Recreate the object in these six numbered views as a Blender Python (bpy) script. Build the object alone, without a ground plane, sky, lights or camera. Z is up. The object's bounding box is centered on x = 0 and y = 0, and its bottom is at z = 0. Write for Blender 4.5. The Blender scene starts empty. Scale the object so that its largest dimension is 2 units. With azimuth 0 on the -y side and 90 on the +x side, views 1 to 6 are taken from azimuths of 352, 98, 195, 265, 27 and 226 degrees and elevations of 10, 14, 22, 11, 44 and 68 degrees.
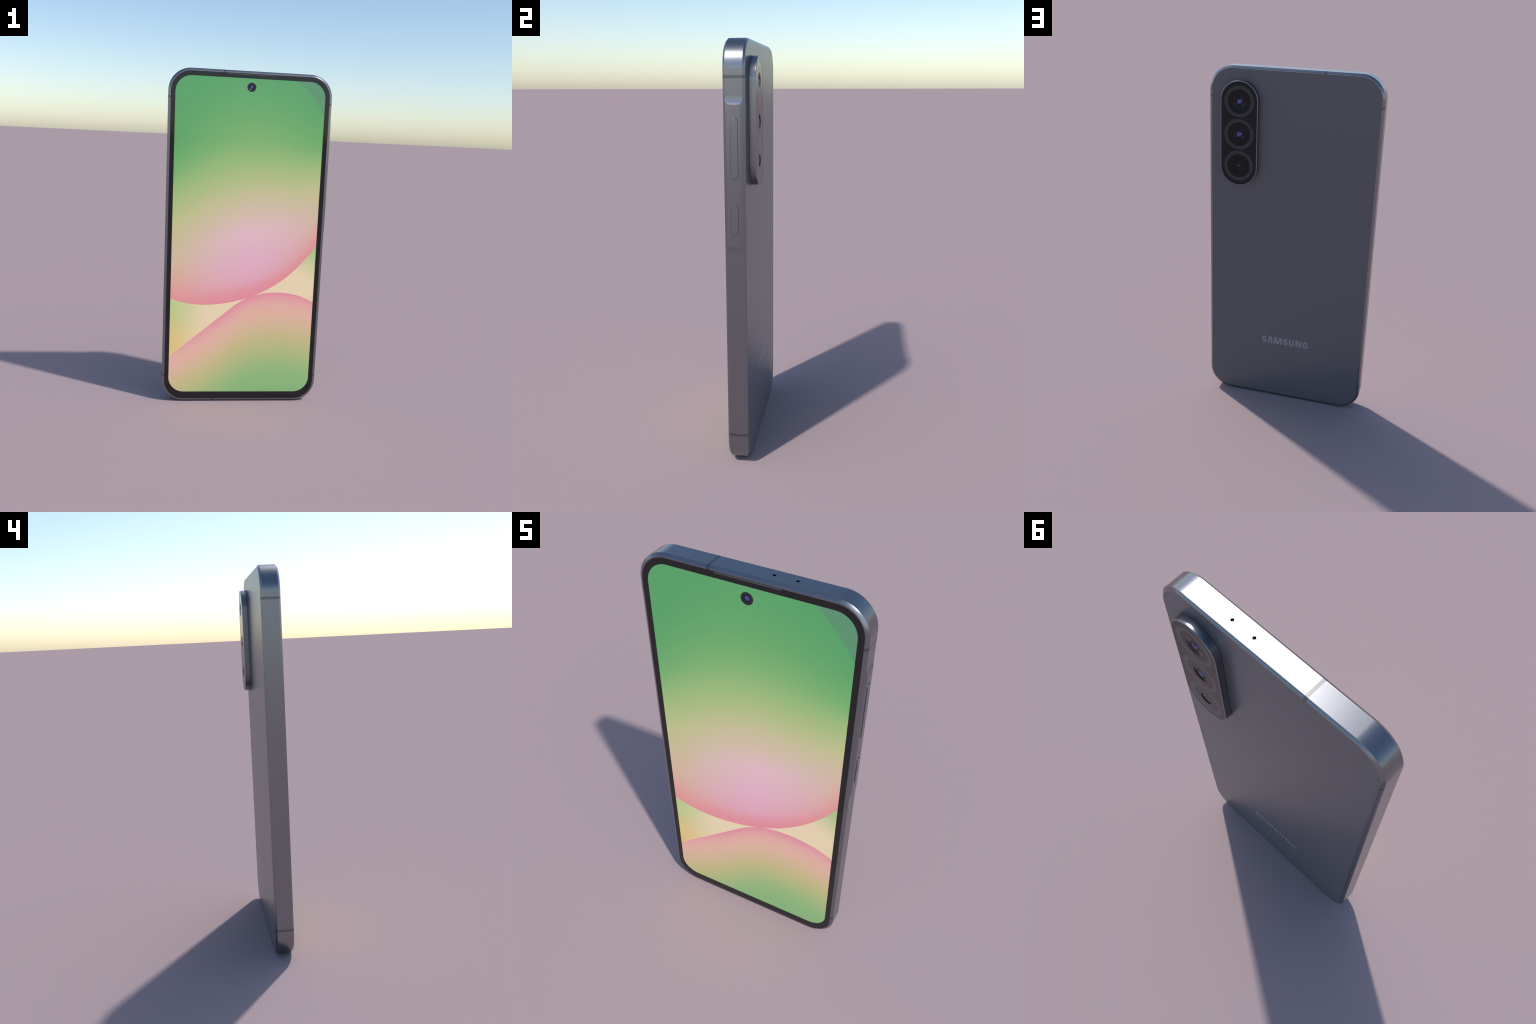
"""A slim smartphone standing upright: metal frame with a raised key island,
front glass with a wallpaper display, matt glass back with a pill-shaped camera island."""
import bpy, bmesh, math
from mathutils import Vector

# ------------------------------------------------------------------ sizes (m)
CX = -0.0043                      # middle of the frame (the key island widens one side)
HW = 0.4780                       # half width of the frame
ZT, ZB = 2.0, 0.0
R = 0.1325                         # outer corner radius
Y_FRONT, Y_BACK = -0.0665, 0.0300 # lips of the frame
FLAT_F, FLAT_B = -0.0564, 0.0205  # flat of the rail
LIP_F, LIP_B = 0.0155, 0.0152     # inset where the glass begins
ISL = dict(z0=1.0726, z1=1.7460, ramp=0.026, h=0.0056)
BAND_W = 0.0128

# ------------------------------------------------------------------ node helpers
class Sock:
    """Arithmetic on node sockets, so that masks read as formulas."""
    def __init__(s, nt, out): s.nt, s.o = nt, out
    def _m(s, op, a, b=None, clamp=False):
        n = s.nt.nodes.new('ShaderNodeMath'); n.operation = op; n.use_clamp = clamp
        for i, v in enumerate((a, b)):
            if v is None: continue
            if isinstance(v, Sock): s.nt.links.new(v.o, n.inputs[i])
            else: n.inputs[i].default_value = v
        return Sock(s.nt, n.outputs[0])
    def __add__(s, b): return s._m('ADD', s, b)
    def __radd__(s, b): return s._m('ADD', s, b)
    def __sub__(s, b): return s._m('SUBTRACT', s, b)
    def __rsub__(s, b): return s._m('SUBTRACT', b, s)
    def __mul__(s, b): return s._m('MULTIPLY', s, b)
    def __rmul__(s, b): return s._m('MULTIPLY', s, b)
    def __truediv__(s, b): return s._m('DIVIDE', s, b)
    def abs(s): return s._m('ABSOLUTE', s)
    def sqrt(s): return s._m('SQRT', s)
    def pow(s, p): return s._m('POWER', s, p)
    def min(s, b): return s._m('MINIMUM', s, b)
    def max(s, b): return s._m('MAXIMUM', s, b)
    def gt(s, b): return s._m('GREATER_THAN', s, b)
    def smooth(s, a, b):
        n = s.nt.nodes.new('ShaderNodeMapRange'); n.interpolation_type = 'SMOOTHSTEP'
        s.nt.links.new(s.o, n.inputs[0]); n.inputs[1].default_value = a; n.inputs[2].default_value = b
        return Sock(s.nt, n.outputs[0])
    def lin(s, a, b):
        n = s.nt.nodes.new('ShaderNodeMapRange')
        s.nt.links.new(s.o, n.inputs[0]); n.inputs[1].default_value = a; n.inputs[2].default_value = b
        return Sock(s.nt, n.outputs[0])

def srgb(c):
    return tuple((v / 12.92 if v <= 0.04045 else ((v + 0.055) / 1.055) ** 2.4) for v in (k / 255 for k in c))

def poly(x, coef):
    acc = None
    for c in coef:
        acc = c if acc is None else x * acc + c
    return acc

def ramp(nt, fac, stops, conv):
    n = nt.nodes.new('ShaderNodeValToRGB'); cr = n.color_ramp; cr.interpolation = 'LINEAR'
    cr.elements[0].position, cr.elements[1].position = 0.0, 1.0
    cr.elements[0].color, cr.elements[1].color = (*conv(stops[0][1]), 1), (*conv(stops[-1][1]), 1)
    for p, c in stops[1:]:
        cr.elements.new(p).color = (*conv(c), 1)
    nt.links.new(fac.o, n.inputs[0])
    return n.outputs[0]

def mixc(nt, fac, a, b):
    n = nt.nodes.new('ShaderNodeMix'); n.data_type = 'RGBA'
    if isinstance(fac, Sock): nt.links.new(fac.o, n.inputs[0])
    else: n.inputs[0].default_value = fac
    for i, v in ((6, a), (7, b)):
        if isinstance(v, tuple): n.inputs[i].default_value = (*v, 1)
        else: nt.links.new(v, n.inputs[i])
    return n.outputs[2]

def new_mat(name, base=(0.5, 0.5, 0.5), rough=0.4, metal=0.0, spec=0.5, ior=1.5, grain=0.0, grain_scale=400.0, tint=0.0):
    """Principled material; grain varies roughness and tint varies value a little with fine noise."""
    m = bpy.data.materials.new(name); m.use_nodes = True
    nt = m.node_tree; b = nt.nodes['Principled BSDF']
    b.inputs['Base Color'].default_value = (*base, 1)
    b.inputs['Roughness'].default_value = rough
    b.inputs['Metallic'].default_value = metal
    b.inputs['Specular IOR Level'].default_value = spec
    b.inputs['IOR'].default_value = ior
    if grain or tint:
        tc = nt.nodes.new('ShaderNodeTexCoord'); no = nt.nodes.new('ShaderNodeTexNoise')
        no.inputs['Scale'].default_value = grain_scale; no.inputs['Detail'].default_value = 3
        nt.links.new(tc.outputs['Object'], no.inputs['Vector'])
        f = Sock(nt, no.outputs[0])
        if grain: nt.links.new((f * (2 * grain) + (rough - grain)).o, b.inputs['Roughness'])
        if tint:
            nt.links.new(mixc(nt, f, tuple(c * (1 - tint) for c in base), tuple(c * (1 + tint) for c in base)),
                         b.inputs['Base Color'])
    return m

# ------------------------------------------------------------------ materials
M_FRAME = new_mat('brushed_grey_metal', (0.258, 0.264, 0.285), 0.27, 1.0, grain=0.004, grain_scale=80)
M_PIT = new_mat('dark_metal_pit', (0.07, 0.075, 0.085), 0.18, 1.0)  # base darkened so the unlit microphone holes read black
M_BAND = new_mat('antenna_plastic', (0.160, 0.162, 0.172), 0.28, 1.0)
M_BEZEL = new_mat('black_front_glass', (0.012, 0.0115, 0.0125), 0.05, 0.0, spec=0.4)
M_BACK = new_mat('matt_dark_back_glass', (0.115, 0.117, 0.129), 0.30, 0.0, grain=0.006, grain_scale=90, tint=0.01)
M_GROOVE = new_mat('black_gap', (0.006, 0.006, 0.007), 0.5)
M_CAMGLASS = new_mat('black_camera_glass', (0.016, 0.0165, 0.019), 0.20, spec=0.20)
M_RING = new_mat('dark_grey_lens_ring', (0.042, 0.044, 0.050), 0.20, spec=0.30)
M_LENSDISC = new_mat('black_lens_glass', (0.012, 0.012, 0.0125), 0.20, spec=0.20)
M_SELFIE = new_mat('black_selfie_glass', (0.024, 0.0235, 0.026), 0.1, spec=0.4)
M_CONE = new_mat('black_lens_barrel', (0.011, 0.011, 0.0125), 0.20, spec=0.28)
M_LOGO = new_mat('grey_lettering', (0.262, 0.268, 0.30), 0.30)
M_GRILLE = new_mat('earpiece_mesh', (0.30, 0.30, 0.31), 0.5, grain=0.05)
M_STRIP_GREY = new_mat('earpiece_strip_grey', (0.060, 0.062, 0.065), 0.4)

def lens_material():
    """Coated lens: violet rim, blue middle with a diagonal highlight painted across."""
    m = new_mat('blue_coated_lens', rough=0.12, metal=0.0, spec=0.6)
    nt = m.node_tree; b = nt.nodes['Principled BSDF']
    tc = nt.nodes.new('ShaderNodeTexCoord'); sep = nt.nodes.new('ShaderNodeSeparateXYZ')
    nt.links.new(tc.outputs['Object'], sep.inputs[0])
    u, w = Sock(nt, sep.outputs[0]), Sock(nt, sep.outputs[2])     # unit lens: radius 1
    r = (u * u + w * w).sqrt()
    body = ramp(nt, r, [(0.0, (0.035, 0.065, 0.21)), (0.55, (0.03, 0.04, 0.19)), (0.85, (0.04, 0.02, 0.16)), (1.0, (0.035, 0.012, 0.06))], lambda c: c)
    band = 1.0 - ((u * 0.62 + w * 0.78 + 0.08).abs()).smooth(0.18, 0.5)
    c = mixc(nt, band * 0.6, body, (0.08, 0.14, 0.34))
    nt.links.new(c, b.inputs['Base Color'])
    return m
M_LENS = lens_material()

def display_material():
    """Wallpaper: two rounded petals, pink at the rims and green far from them."""
    m = new_mat('wallpaper_display', rough=0.06, spec=0.4)
    nt = m.node_tree; b = nt.nodes['Principled BSDF']
    tc = nt.nodes.new('ShaderNodeTexCoord'); sep = nt.nodes.new('ShaderNodeSeparateXYZ')
    nt.links.new(tc.outputs['Object'], sep.inputs[0])
    x, z = Sock(nt, sep.outputs[0]), Sock(nt, sep.outputs[2])
    K = (1.28, 1.27, 1.11)        # from the seen colour to the surface's own
    conv = lambda c: tuple(min(v * k, 1.0) for v, k in zip(srgb(c), K))
    # upper petal: rim height above x, and a distance from it that spreads in the middle
    rim_a = poly(x, (1.0886, 0.4417, 0.6927, 0.3205, 0.6527))
    spread = poly(x, (-1.75, -0.24, 1.03))
    ta = ((z - rim_a).max(0.0) / spread) / 1.4
    mid = ramp(nt, ta, [(0.0, (222, 136, 150)), (0.035, (222, 144, 160)), (0.08, (222, 163, 184)), (0.16, (222, 172, 195)),
                        (0.275, (221, 182, 194)), (0.36, (212, 186, 172)), (0.443, (195, 188, 150)), (0.5, (178, 188, 135)),
                        (0.586, (150, 183, 122)), (0.67, (122, 174, 112)), (0.75, (104, 167, 108)), (0.84, (93, 162, 105)), (0.95, (86, 158, 103))], conv)
    side = ramp(nt, ta, [(0.0, (221, 146, 148)), (0.05, (220, 155, 150)), (0.11, (215, 168, 155)), (0.21, (208, 181, 157)),
                         (0.32, (200, 185, 150)), (0.42, (188, 190, 138)), (0.5, (170, 187, 130)), (0.586, (150, 183, 122)),
                         (0.67, (122, 174, 112)), (0.75, (105, 168, 108)), (0.84, (93, 162, 105)), (0.95, (86, 158, 103))], conv)
    lat = ((x - 0.03) / 0.43)
    up = mixc(nt, lat.abs().pow(1.5).min(1.0), mid, side)
    # the paler sweep in the upper corner
    sweep = z.gt(1.5) * (((x + 0.1513) * (x + 0.1513) + (z - 1.4376) * (z - 1.4376)).sqrt()).smooth(0.6675, 0.6705)
    up = mixc(nt, sweep, up, conv((91, 143, 111)))
    # lower petal: a straight flank that turns over into an arc
    flank = x * 0.838 + 0.6562
    arc = poly(x, (-3.7945, 3.3225, -2.0637, 0.5571, 0.6478))
    k = x.gt(-0.06)
    rim_b = flank * (1.0 - k) + arc * k
    off = (x - 0.08).abs() / 0.5
    tb = ((rim_b - z).max(0.0) + off * off * off * 0.06) / 0.7
    low = ramp(nt, tb, [(0.0, (222, 138, 154)), (0.037, (222, 150, 160)), (0.104, (222, 168, 163)), (0.196, (219, 175, 158)),
                        (0.31, (205, 178, 145)), (0.42, (190, 180, 132)), (0.534, (172, 180, 127)), (0.65, (150, 179, 124)),
                        (0.757, (137, 177, 122)), (0.9, (130, 174, 120))], conv)
    # ground between the petals
    left = (x * -1.0).smooth(0.18, 0.46)
    lc = ramp(nt, z.lin(0.33, 0.65), [(0.0, (221, 186, 123)), (0.3, (214, 190, 128)), (0.65, (190, 195, 134)), (1.0, (180, 200, 138))], conv)
    right = (x * 0.6 + z).smooth(0.98, 1.28)
    gap = mixc(nt, left, conv((228, 206, 176)), lc)
    gap = mixc(nt, right, gap, conv((158, 188, 128)))
    gap = mixc(nt, (x - z * 0.8).smooth(-0.2, 0.0) * 0.7, gap, conv((220, 196, 148)))
    col = mixc(nt, (z - rim_a).smooth(-0.0012, 0.0012), gap, up)
    lowm = (rim_b - z).smooth(-0.0012, 0.0012) * (1.0 - (z - rim_a).smooth(0.0, 0.004))
    col = mixc(nt, lowm, col, low)
    nt.links.new(col, b.inputs['Base Color'])
    return m
M_DISPLAY = display_material()

# ------------------------------------------------------------------ mesh helpers
def sharp_by(bm, fn):
    for f in bm.faces: f.smooth = True
    for e in bm.edges:
        if len(e.link_faces) == 2:
            e.smooth = e.calc_face_angle(0) < fn(e)

def make(name, bm, mat, parent, ang=20.0, fn=None, loc=None):
    bmesh.ops.recalc_face_normals(bm, faces=bm.faces[:])
    sharp_by(bm, fn or (lambda e: math.radians(ang)))
    me = bpy.data.meshes.new(name); bm.to_mesh(me); bm.free()
    ob = bpy.data.objects.new(name, me); me.materials.append(mat)
    bpy.context.scene.collection.objects.link(ob); ob.parent = parent
    if loc: ob.location = loc
    return ob

def loft(bm, loops, cap0=False, cap1=False, closed=True):
    rows = [[bm.verts.new(p) for p in l] for l in loops]
    for a, b in zip(rows, rows[1:]):
        n = len(a)
        for i in range(n if closed else n - 1):
            j = (i + 1) % n
            bm.faces.new((a[i], a[j], b[j], b[i]))
    if cap0: bm.faces.new(rows[0])
    if cap1: bm.faces.new(rows[-1])
    return rows

def rounded_outline(x0, x1, z0, z1, r, n=28):
    pts = []
    for cx, cz, a0 in ((x1 - r, z1 - r, 0), (x0 + r, z1 - r, 90), (x0 + r, z0 + r, 180), (x1 - r, z0 + r, 270)):
        for i in range(n + 1):
            a = math.radians(a0 + 90 * i / n)
            pts.append((cx + r * math.cos(a), cz + r * math.sin(a)))
    return pts

def fill_with_holes(bm, outer_pts, holes, y, n=72):
    """Flat face at depth y inside outer_pts (x, z), with round openings (x, z, radius)."""
    edges = []
    def loop(pts):
        vs = [bm.verts.new((px, y, pz)) for px, pz in pts]
        edges.extend(bm.edges.new((vs[i], vs[(i + 1) % len(vs)])) for i in range(len(vs)))
        return vs
    outer = loop(outer_pts)
    inner = [loop([(hx + r * math.cos(2 * math.pi * i / n), hz + r * math.sin(2 * math.pi * i / n)) for i in range(n)]) for hx, hz, r in holes]
    bmesh.ops.triangle_fill(bm, use_beauty=True, use_dissolve=False, edges=edges)
    return outer, inner

def wall(bm, verts, y):
    low = [bm.verts.new((v.co.x, y, v.co.z)) for v in verts]
    for i in range(len(verts)):
        j = (i + 1) % len(verts)
        bm.faces.new((verts[i], verts[j], low[j], low[i]))

def plate(name, outline, y_in, y_out, mat, parent, holes=(), ang=20):
    """Flat plate between y_in (hidden side) and y_out (seen side), with round openings."""
    bm = bmesh.new()
    outer, inner = fill_with_holes(bm, outline, holes, y_out)
    for l in [outer] + inner: wall(bm, l, y_in)
    return make(name, bm, mat, parent, ang)

def lathe(name, prof, mat, parent, loc, sgn=1, n=64, ang=30, cap=True):
    """Turned part about the y axis: prof is (radius, height towards the viewer)."""
    bm = bmesh.new()
    loops = [[(r * math.cos(2 * math.pi * i / n), sgn * h, r * math.sin(2 * math.pi * i / n)) for i in range(n)] for r, h in prof]
    loft(bm, loops, False, cap)
    return make(name, bm, mat, parent, ang, loc=loc)

def empty(name, parent=None):
    o = bpy.data.objects.new(name, None); bpy.context.scene.collection.objects.link(o); o.parent = parent
    o.empty_display_size = 0.2
    return o

phone = empty('smartphone')
phone['label'] = 'slim dark grey smartphone standing upright with colourful wallpaper and triple camera'
phone['category'] = 'smartphone'

# ------------------------------------------------------------------ frame
def bezier(p0, p1, p2, n):
    out = []
    for i in range(n + 1):
        t = i / n
        out.append(tuple((1 - t) ** 2 * a + 2 * t * (1 - t) * b + t * t * c for a, b, c in zip(p0, p1, p2)))
    return out

NF = 24
profile = [(0.030, -0.050), (LIP_F, -0.050), (LIP_F, Y_FRONT)]                    # (inset, y)
profile += bezier((0.0112, Y_FRONT), (0.0050, -0.0622), (0.0, FLAT_F), 6)
profile += [(0.0, FLAT_F + (FLAT_B - FLAT_F) * i / NF) for i in range(1, NF)]
profile += bezier((0.0, FLAT_B), (0.0048, 0.0250), (0.0097, 0.0290), 5) + [(0.0108, 0.0296), (0.0120, Y_BACK)]
profile += [(LIP_B, Y_BACK), (LIP_B, 0.018), (0.030, 0.018)]

def span(a, b, n): return [a + (b - a) * i / n for i in range(1, n)]
BANDS_Z = (1.8347, 0.1678)        # on both long sides
BAND_X = -0.1645                  # on the short sides
def cuts(c): return [c - BAND_W / 2, c + BAND_W / 2]

zs_right = sorted(cuts(BANDS_Z[0]) + cuts(BANDS_Z[1]) + span(0.23, 1.0, 6) + [1.06, 1.76, 1.78] + span(1.104, 1.712, 24)
                  + [ISL['z1'] - ISL['ramp'] * i / 20 for i in range(0, 25)] + [ISL['z0'] + ISL['ramp'] * i / 20 for i in range(0, 25)])
zs_left = sorted(cuts(BANDS_Z[0]) + cuts(BANDS_Z[1]) + span(0.23, 1.78, 10))
xs = sorted(cuts(BAND_X) + [-0.25, -0.05, 0.0, 0.05, 0.1, 0.15, 0.2, 0.25])

stations = []                      # (x, z, inward_x, inward_z, on_right_side)
def arc(cx, cz, a0):
    for i in range(37):
        a = math.radians(a0 + 90 * i / 36)
        stations.append((cx + R * math.cos(a), cz + R * math.sin(a), -math.cos(a), -math.sin(a), False))
XR, XL = CX + HW, CX - HW
arc(XR - R, ZT - R, 0)
stations += [(x, ZT, 0, -1, False) for x in reversed(xs)]
arc(XL + R, ZT - R, 90)
stations += [(XL, z, 1, 0, False) for z in reversed(zs_left)]
arc(XL + R, ZB + R, 180)
stations += [(x, ZB, 0, 1, False) for x in xs]
arc(XR - R, ZB + R, 270)
stations += [(XR, z, -1, 0, True) for z in zs_right]

def island_rise(y, z):
    """Raised pad under the keys: a pillow across the rail, cut off by a short ramp at both ends."""
    mid, half = (FLAT_F + FLAT_B) / 2, (FLAT_B - FLAT_F) / 2
    u = min(1.0, abs(y - mid) / half)
    pillow = ISL['h'] * (1 - u ** 5)
    def up(t):
        t = max(0.0, t)
        return ISL['h'] * (0.35 * t + 0.65 * t * t)
    return max(0.0, min(pillow, up((ISL['z1'] - z) / ISL['ramp']), up((z - ISL['z0']) / ISL['ramp'])))

bm = bmesh.new()
rows = []
for x, z, ix, iz, right in stations:
    row = []
    for d, y in profile:
        px, pz = x + ix * d, z + iz * d
        if right and d == 0.0: px += island_rise(y, z)
        row.append(bm.verts.new((px, y, pz)))
    rows.append(row)
n, m = len(rows), len(profile)
for i in range(n):
    a, b = rows[i], rows[(i + 1) % n]
    for j in range(m):
        k = (j + 1) % m
        bm.faces.new((a[j], a[k], b[k], b[j]))
bmesh.ops.recalc_face_normals(bm, faces=bm.faces[:])
ring_me = bpy.data.meshes.new('ring'); bm.to_mesh(ring_me); bm.free()
ring = bpy.data.objects.new('ring', ring_me); bpy.context.scene.collection.objects.link(ring)

def pill_loop(half_len, half_w, nseg=14):
    """Stadium outline, long along the first axis."""
    c = half_len - half_w; pts = []
    for s, a0 in ((1, -90), (-1, 90)):
        for i in range(nseg + 1):
            a = math.radians(a0 + 180 * i / nseg)
            pts.append((s * c + half_w * math.cos(a), half_w * math.sin(a)))
    return pts

KEY_Y, KEY_HW = -0.0172, 0.0162
KEYS = (('volume_key', 1.4009, 1.6649), ('power_key', 1.1496, 1.2887))
cut = bmesh.new()
def cutter(loops): loft(cut, loops, True, True)
X_ISL = XR + ISL['h']
for _, z0, z1 in KEYS:
    lp = pill_loop((z1 - z0) / 2 + 0.0006, KEY_HW + 0.0006)
    cutter([[(x, KEY_Y + b, (z0 + z1) / 2 + a) for a, b in lp] for x in (X_ISL - 0.014, X_ISL + 0.01)])
def drill(x, y, r, z0, z1, nn=24):
    cutter([[(x + r * math.cos(2 * math.pi * i / nn), y + r * math.sin(2 * math.pi * i / nn), z) for i in range(nn)] for z in (z0, z1)])
MIC_Y = -0.0160
for mx in (0.1735, 0.0808): drill(mx, MIC_Y, 0.0068, ZT - 0.02, ZT + 0.01)
PORT_Y = -0.0170
cutter([[(CX + a, PORT_Y + b, z) for a, b in pill_loop(0.056, 0.017)] for z in (-0.01, 0.022)])
for i in range(6):
    cutter([[(0.135 + 0.026 * i + a, PORT_Y + b, z) for a, b in pill_loop(0.0095, 0.0072, 10)] for z in (-0.01, 0.016)])
drill(-0.105, PORT_Y, 0.0055, -0.01, 0.016)
# earpiece slot right through the front ledge of the frame
EX0, EX1, EZ0 = -0.1440, 0.1360, 1.9775
cutter([[(EX0 + 0.002, y, EZ0 - 0.001), (EX1 - 0.002, y, EZ0 - 0.001), (EX1 - 0.002, y, ZT - LIP_F - 0.0002), (EX0 + 0.002, y, ZT - LIP_F - 0.0002)] for y in (-0.062, 0.014)])
cut_me = bpy.data.meshes.new('cut')
bmesh.ops.recalc_face_normals(cut, faces=cut.faces[:]); cut.to_mesh(cut_me); cut.free()
cut_ob = bpy.data.objects.new('cut', cut_me); bpy.context.scene.collection.objects.link(cut_ob)
mod = ring.modifiers.new('holes', 'BOOLEAN'); mod.object = cut_ob; mod.operation = 'DIFFERENCE'; mod.solver = 'EXACT'
bpy.context.view_layer.update()
cutme = bpy.data.meshes.new_from_object(ring.evaluated_get(bpy.context.evaluated_depsgraph_get()))
bpy.data.objects.remove(ring); bpy.data.objects.remove(cut_ob)

def band_of(c):
    for i, bz in enumerate(BANDS_Z):
        if abs(c.z - bz) < BAND_W / 2: return 2 * i + (c.x > 0)
    if abs(c.x - BAND_X) < BAND_W / 2: return 4 + (c.z > 1)
    return None
def rail_angle(e):
    c = (e.verts[0].co + e.verts[1].co) / 2
    near_ramp = c.x > XR - 0.0005 and 1.0 < c.z < 1.8
    return math.radians(7.5 if near_ramp else 22)
full = bmesh.new(); full.from_mesh(cutme)
groups = {}
for f in full.faces: groups.setdefault(band_of(f.calc_center_median()), []).append(f.index)
full.free()
frame = None
for key in sorted(groups, key=lambda k: -1 if k is None else k):
    part = bmesh.new(); part.from_mesh(cutme); part.faces.ensure_lookup_table()
    keep = set(groups[key])
    bmesh.ops.delete(part, geom=[f for f in part.faces if f.index not in keep], context='FACES')
    for f in part.faces: f.smooth = True
    for e in part.edges:
        if len(e.link_faces) == 2: e.smooth = e.calc_face_angle(0) < rail_angle(e)
    nm = 'frame' if key is None else 'antenna_band'
    me = bpy.data.meshes.new(nm); part.to_mesh(me); part.free()
    me.materials.clear(); me.materials.append(M_FRAME if key is None else M_BAND)
    ob = bpy.data.objects.new(nm, me); bpy.context.scene.collection.objects.link(ob)
    ob.parent = phone if key is None else frame
    if key is None: frame = ob

for mx in (0.1735, 0.0808):          # small rounded metal pits
    bm = bmesh.new()
    loft(bm, [[(mx + 0.0070 * math.cos(t) * math.cos(2 * math.pi * i / 24), MIC_Y + 0.0070 * math.cos(t) * math.sin(2 * math.pi * i / 24), ZT - 0.0012 - 0.0110 * math.sin(t))
               for i in range(24)] for t in (math.pi / 2 * k / 8.2 for k in range(9))], False, True)
    make('microphone', bm, M_PIT, phone, 60)

# keys sit a hair proud of the island, in a narrow gap
for nm, z0, z1 in KEYS:
    bm = bmesh.new()
    L = lambda d, x: [(x, KEY_Y + b, (z0 + z1) / 2 + a) for a, b in pill_loop((z1 - z0) / 2 - 0.0004 - d, KEY_HW - 0.0004 - d)]
    loft(bm, [L(0, X_ISL - 0.013), L(0, X_ISL + 0.0017), L(0.0006, X_ISL + 0.0024), L(0.0016, X_ISL + 0.0028)], True, True)
    make(nm, bm, M_FRAME, phone, 12)

# charging port: tongue inside the slot
bm = bmesh.new()
L = lambda z: [(CX + a, PORT_Y + b, z) for a, b in pill_loop(0.040, 0.005)]
loft(bm, [L(0.021), L(0.003)], True, True)
make('charging_port', bm, M_GROOVE, phone, 40)

# ------------------------------------------------------------------ front
gx0, gx1, gz0, gz1 = XL + LIP_F + 0.0003, XR - LIP_F - 0.0003, ZB + LIP_F + 0.0003, ZT - LIP_F - 0.0003
SELFIE = (-0.0044, 1.9093, 0.0262)
ex0, ex1, ez0 = EX0, EX1, EZ0       # earpiece notch in the top edge of the glass
glass = rounded_outline(gx0, gx1, gz0, gz1, R - LIP_F - 0.0003)
notch = [(ex1 + 0.001, gz1), (ex1 - 0.001, ez0 + 0.0015), (ex1 - 0.004, ez0), (ex0 + 0.004, ez0), (ex0 + 0.001, ez0 + 0.0015), (ex0 - 0.001, gz1)]
glass = glass[:29] + notch + glass[29:]        # the first corner ends where the top edge begins
plate('front_glass', glass, -0.0600, Y_FRONT + 0.0004, M_BEZEL, phone, [SELFIE])
DX0, DX1, DZ0, DZ1 = -0.4412, 0.4315, 0.0600, 1.9578
display = plate('display', rounded_outline(DX0, DX1, DZ0, DZ1, 0.093), -0.0652, Y_FRONT + 0.0002, M_DISPLAY, phone, [SELFIE])

# earpiece: dark mesh at the bottom of the notch, grey strip along its lower edge
bm = bmesh.new()
loft(bm, [[(ex0, y, ez0 - 0.002), (ex1, y, ez0 - 0.002), (ex1, y, ZT - LIP_F + 0.002), (ex0, y, ZT - LIP_F + 0.002)] for y in (0.0100, 0.0085)], True, True)
ear = make('earpiece', bm, M_GRILLE, phone)
bm = bmesh.new()
loft(bm, [[(ex0 + 0.003, y, ez0 - 0.0004), (ex1 - 0.003, y, ez0 - 0.0004), (ex1 - 0.003, y, ez0 + z), (ex0 + 0.003, y, ez0 + z)] for y, z in ((-0.0605, 0.0046), (-0.0650, 0.0042), (Y_FRONT + 0.0003, 0.0018))], True, True)
make('earpiece_lower_strip', bm, M_STRIP_GREY, ear)

def dome(rad, h, n=8):
    return [(rad * math.cos(t), h * math.sin(t)) for t in (math.pi / 2 * i / n for i in range(n))] + [(0.02 * rad, h)]

# selfie camera set in the display
cam_loc = (SELFIE[0], Y_FRONT + 0.0002, SELFIE[1])
selfie = lathe('selfie_camera', [(0.0262, -0.002), (0.0262, 0.0), (0.0175, 0.0)], M_SELFIE, phone, cam_loc, -1, cap=False)
lathe('selfie_barrel', [(0.0175, 0.0), (0.0165, -0.0004), (0.0115, -0.0035), (0.0105, -0.0035), (0.0, -0.0036)], M_CONE, selfie, (0, 0, 0), -1, cap=False)
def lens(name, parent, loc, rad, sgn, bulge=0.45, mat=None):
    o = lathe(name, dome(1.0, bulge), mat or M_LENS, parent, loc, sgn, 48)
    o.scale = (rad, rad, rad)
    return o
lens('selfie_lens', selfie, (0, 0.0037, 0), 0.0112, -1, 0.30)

# ------------------------------------------------------------------ back
bx0, bx1, bz0, bz1 = XL + LIP_B + 0.0008, XR - LIP_B - 0.0008, ZB + LIP_B + 0.0008, ZT - LIP_B - 0.0008
back = plate('back_panel', rounded_outline(bx0, bx1, bz0, bz1, R - LIP_B - 0.0008), 0.0185, Y_BACK - 0.0002, M_BACK, phone)

# camera island: foot, gap, metal wall with a thin rim, glass plate
PX, PZ, PHW, PHL = 0.2915, 1.6410, 0.1056, 0.2866
Y_CAM = -Y_FRONT
island = None
def pill_ring(name, prof, mat, parent, ang=20, cap=True):
    bm = bmesh.new()
    loops = [[(PX + b, y, PZ + a) for a, b in pill_loop(PHL + d, PHW + d, 40)] for d, y in prof]
    loft(bm, loops, False, cap)
    return make(name, bm, mat, parent, ang)
island = pill_ring('camera_island', [(-0.0020, 0.0362), (-0.0004, 0.0362), (0.0, 0.0366), (0.0, 0.0374), (0.0, 0.0632), (0.0, 0.0640), (-0.0004, 0.0654), (-0.0012, 0.0663), (-0.0022, Y_CAM), (-0.0042, Y_CAM), (-0.0046, 0.0645)],
                   M_FRAME, phone, 25, cap=False)
pill_ring('island_foot', [(0.0024, 0.0290), (0.0020, 0.0335), (0.0012, 0.0344), (-0.0030, 0.0346)], M_BACK, island, 35, cap=False)
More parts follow.
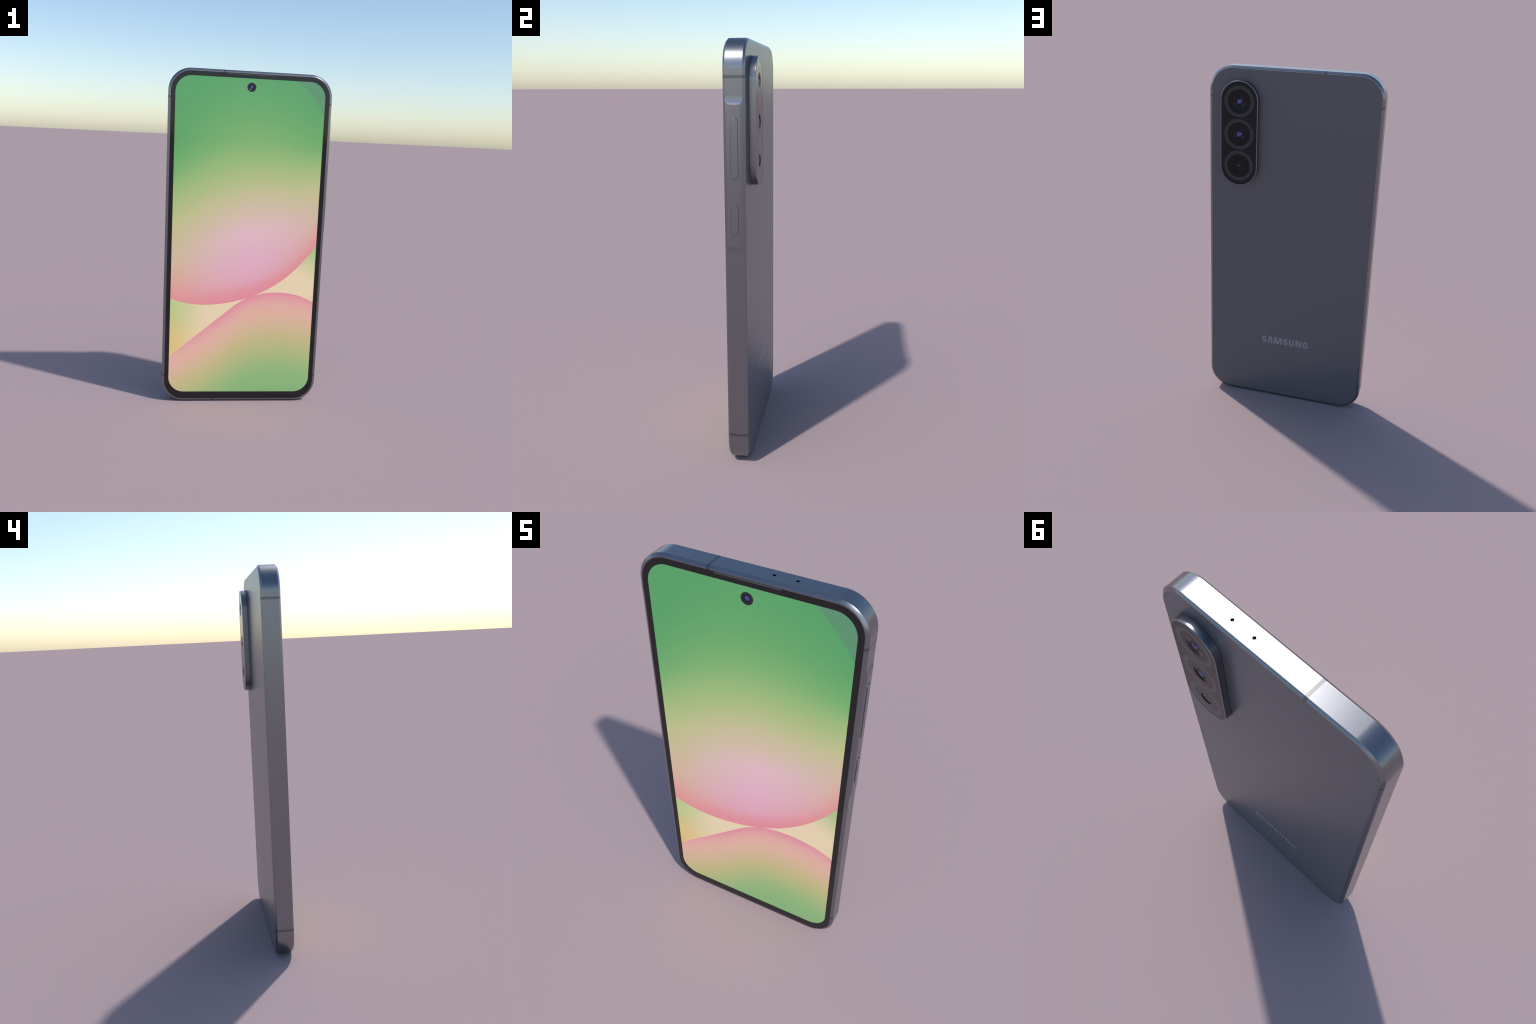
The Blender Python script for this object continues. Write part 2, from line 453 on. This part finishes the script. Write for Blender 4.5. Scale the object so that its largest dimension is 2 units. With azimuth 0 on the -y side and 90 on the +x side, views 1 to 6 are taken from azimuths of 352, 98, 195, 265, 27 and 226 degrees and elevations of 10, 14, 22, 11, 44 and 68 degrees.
pill_ring('island_gap', [(-0.0026, 0.0340), (-0.0026, 0.0420)], M_GROOVE, island, cap=False)

LENS_Z = (1.8172, 1.6412, 1.4662)
RING_R, RING_r = 0.0838, 0.0652
YG = Y_CAM - 0.0006
ring_proto = None
SPECS = ((0.0395, 0.0002, 0.0062, 0.0165), (0.0320, 0.0019, 0.0060, 0.0170), (0.0272, 0.0024, 0.0030, 0.0062))
camera_glass = plate('camera_glass', [(PX + b, PZ + a) for a, b in pill_loop(PHL - 0.0046, PHW - 0.0046, 40)], 0.058, YG, M_CAMGLASS, island,
                     [(PX, zc, RING_R) for zc in LENS_Z])

for zc, (wr, wall, deep, lr) in zip(LENS_Z, SPECS):
    unit = empty('rear_camera', island); unit.location = (PX, YG, zc)
    if ring_proto is None:
        ring_proto = lathe('lens_ring', [(RING_R, -0.003), (RING_R, 0.0), (RING_r, 0.0), (RING_r, -0.003)], M_RING, unit, None, 1, 72, cap=False)
    else:
        o = ring_proto.copy(); bpy.context.scene.collection.objects.link(o); o.parent = unit
    lathe('lens_cover', [(RING_r, -0.003), (RING_r, 0.0001), (wr, 0.0001), (wr, -wall)], M_LENSDISC, unit, None, 1, 72, cap=False)
    lathe('lens_barrel', [(wr, -wall), (lr * 1.12, -deep), (lr * 1.05, -deep - 0.002), (lr, -deep - 0.002), (lr * 0.02, -deep - 0.002)], M_CONE, unit, None, 1, 72, cap=True)
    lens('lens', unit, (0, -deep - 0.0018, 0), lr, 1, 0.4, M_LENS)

# ------------------------------------------------------------------ lettering on the back
LH = 0.0448; LZ = 0.3662; ST = 0.0100
def stroke(path, w):
    """Thick line with mitred corners as one band of quads: two rows of points."""
    left, right = [], []
    for i, p in enumerate(path):
        a = Vector(path[max(i - 1, 0)]); b = Vector(path[min(i + 1, len(path) - 1)]); p = Vector(p)
        if 0 < i < len(path) - 1:
            d0, d1 = (p - a).normalized(), (b - p).normalized()
            t = (d0 + d1).normalized(); k = 1 / max(0.5, t.dot(d0))
        else: t, k = (b - a).normalized(), 1.0
        nrm = Vector((-t.y, t.x)) * (w / 2 * k)
        left.append(p + nrm); right.append(p - nrm)
    return left, right
def arc2(cx, cy, rx, ry, a0, a1, n=10):
    return [(cx + rx * math.cos(math.radians(a0 + (a1 - a0) * i / n)), cy + ry * math.sin(math.radians(a0 + (a1 - a0) * i / n))) for i in range(n + 1)]
h = ST / 2
def glyph_S(w):
    rx = w / 2 - h; ry = (LH - ST) / 4 + 0.0006
    yt, yb = LH - h - ry, h + ry
    return stroke(arc2(w / 2, yt, rx, ry, 12, 235, 16) + arc2(w / 2, yb, rx, ry, 55, -168, 16), ST)
def glyph_U(w):
    rx = w / 2 - h
    return stroke([(h, LH)] + arc2(w / 2, h + 0.011, rx, 0.011, 180, 360, 14) + [(w - h, LH)], ST)
def glyph_G(w):
    rx = w / 2 - h; ry = 0.0125
    return stroke(arc2(w / 2, LH - h - ry, rx, ry, 16, 180, 12) + arc2(w / 2, h + ry, rx, ry, 180, 352, 12) + [(w - h, LH * 0.43), (w * 0.53, LH * 0.43)], ST * 0.95)
def glyph_A(w):
    a = 0.0110
    return [(0, 0), (w * 0.5 - a * 0.92, LH), (w * 0.5 + a * 0.92, LH), (w, 0), (w - a, 0), (w * 0.5, LH * 0.83), (a, 0)]
def glyph_M(w):
    a = 0.0100; c = w / 2
    return [(0, 0), (0, LH), (a * 1.55, LH), (c, LH * 0.30), (w - a * 1.55, LH), (w, LH), (w, 0), (w - a, 0), (w - a, LH * 0.72), (c + a * 0.52, 0), (c - a * 0.52, 0), (a, LH * 0.72), (a, 0)]
def glyph_N(w):
    a = 0.0105
    return [(0, 0), (0, LH), (a * 1.35, LH), (w - a, LH * 0.30), (w - a, LH), (w, LH), (w, 0), (w - a * 1.35, 0), (a, LH * 0.70), (a, 0)]
LETTERS = ((glyph_S, 0.1403, 0.1103), (glyph_A, 0.1030, 0.0698), (glyph_M, 0.0620, 0.0137), (glyph_S, 0.0059, -0.0241),
           (glyph_U, -0.0318, -0.0632), (glyph_N, -0.0737, -0.1095), (glyph_G, -0.1181, -0.1506))
wordmark = empty('wordmark', phone)
for fn, xa, xb in LETTERS:
    g = fn(xa - xb)
    bm = bmesh.new()
    P = lambda p, y: bm.verts.new((xa - p[0], y, LZ + p[1]))
    y0, y1 = Y_BACK - 0.001, Y_BACK + 0.0002
    if isinstance(g, tuple):
        l, r = g
        tl, tr, bl, br = ([P(p, y) for p in s] for s, y in ((l, y1), (r, y1), (l, y0), (r, y0)))
        for i in range(len(l) - 1):
            bm.faces.new((tl[i], tl[i + 1], tr[i + 1], tr[i]))
            bm.faces.new((tl[i], tl[i + 1], bl[i + 1], bl[i]))
            bm.faces.new((tr[i], tr[i + 1], br[i + 1], br[i]))
        for i in (0, -1): bm.faces.new((tl[i], tr[i], br[i], bl[i]))
    else:
        top = [P(p, y1) for p in g]; bot = [P(p, y0) for p in g]
        bm.faces.new(top)
        for i in range(len(g)):
            j = (i + 1) % len(g); bm.faces.new((top[i], top[j], bot[j], bot[i]))
    make('letter', bm, M_LOGO, wordmark, 30)
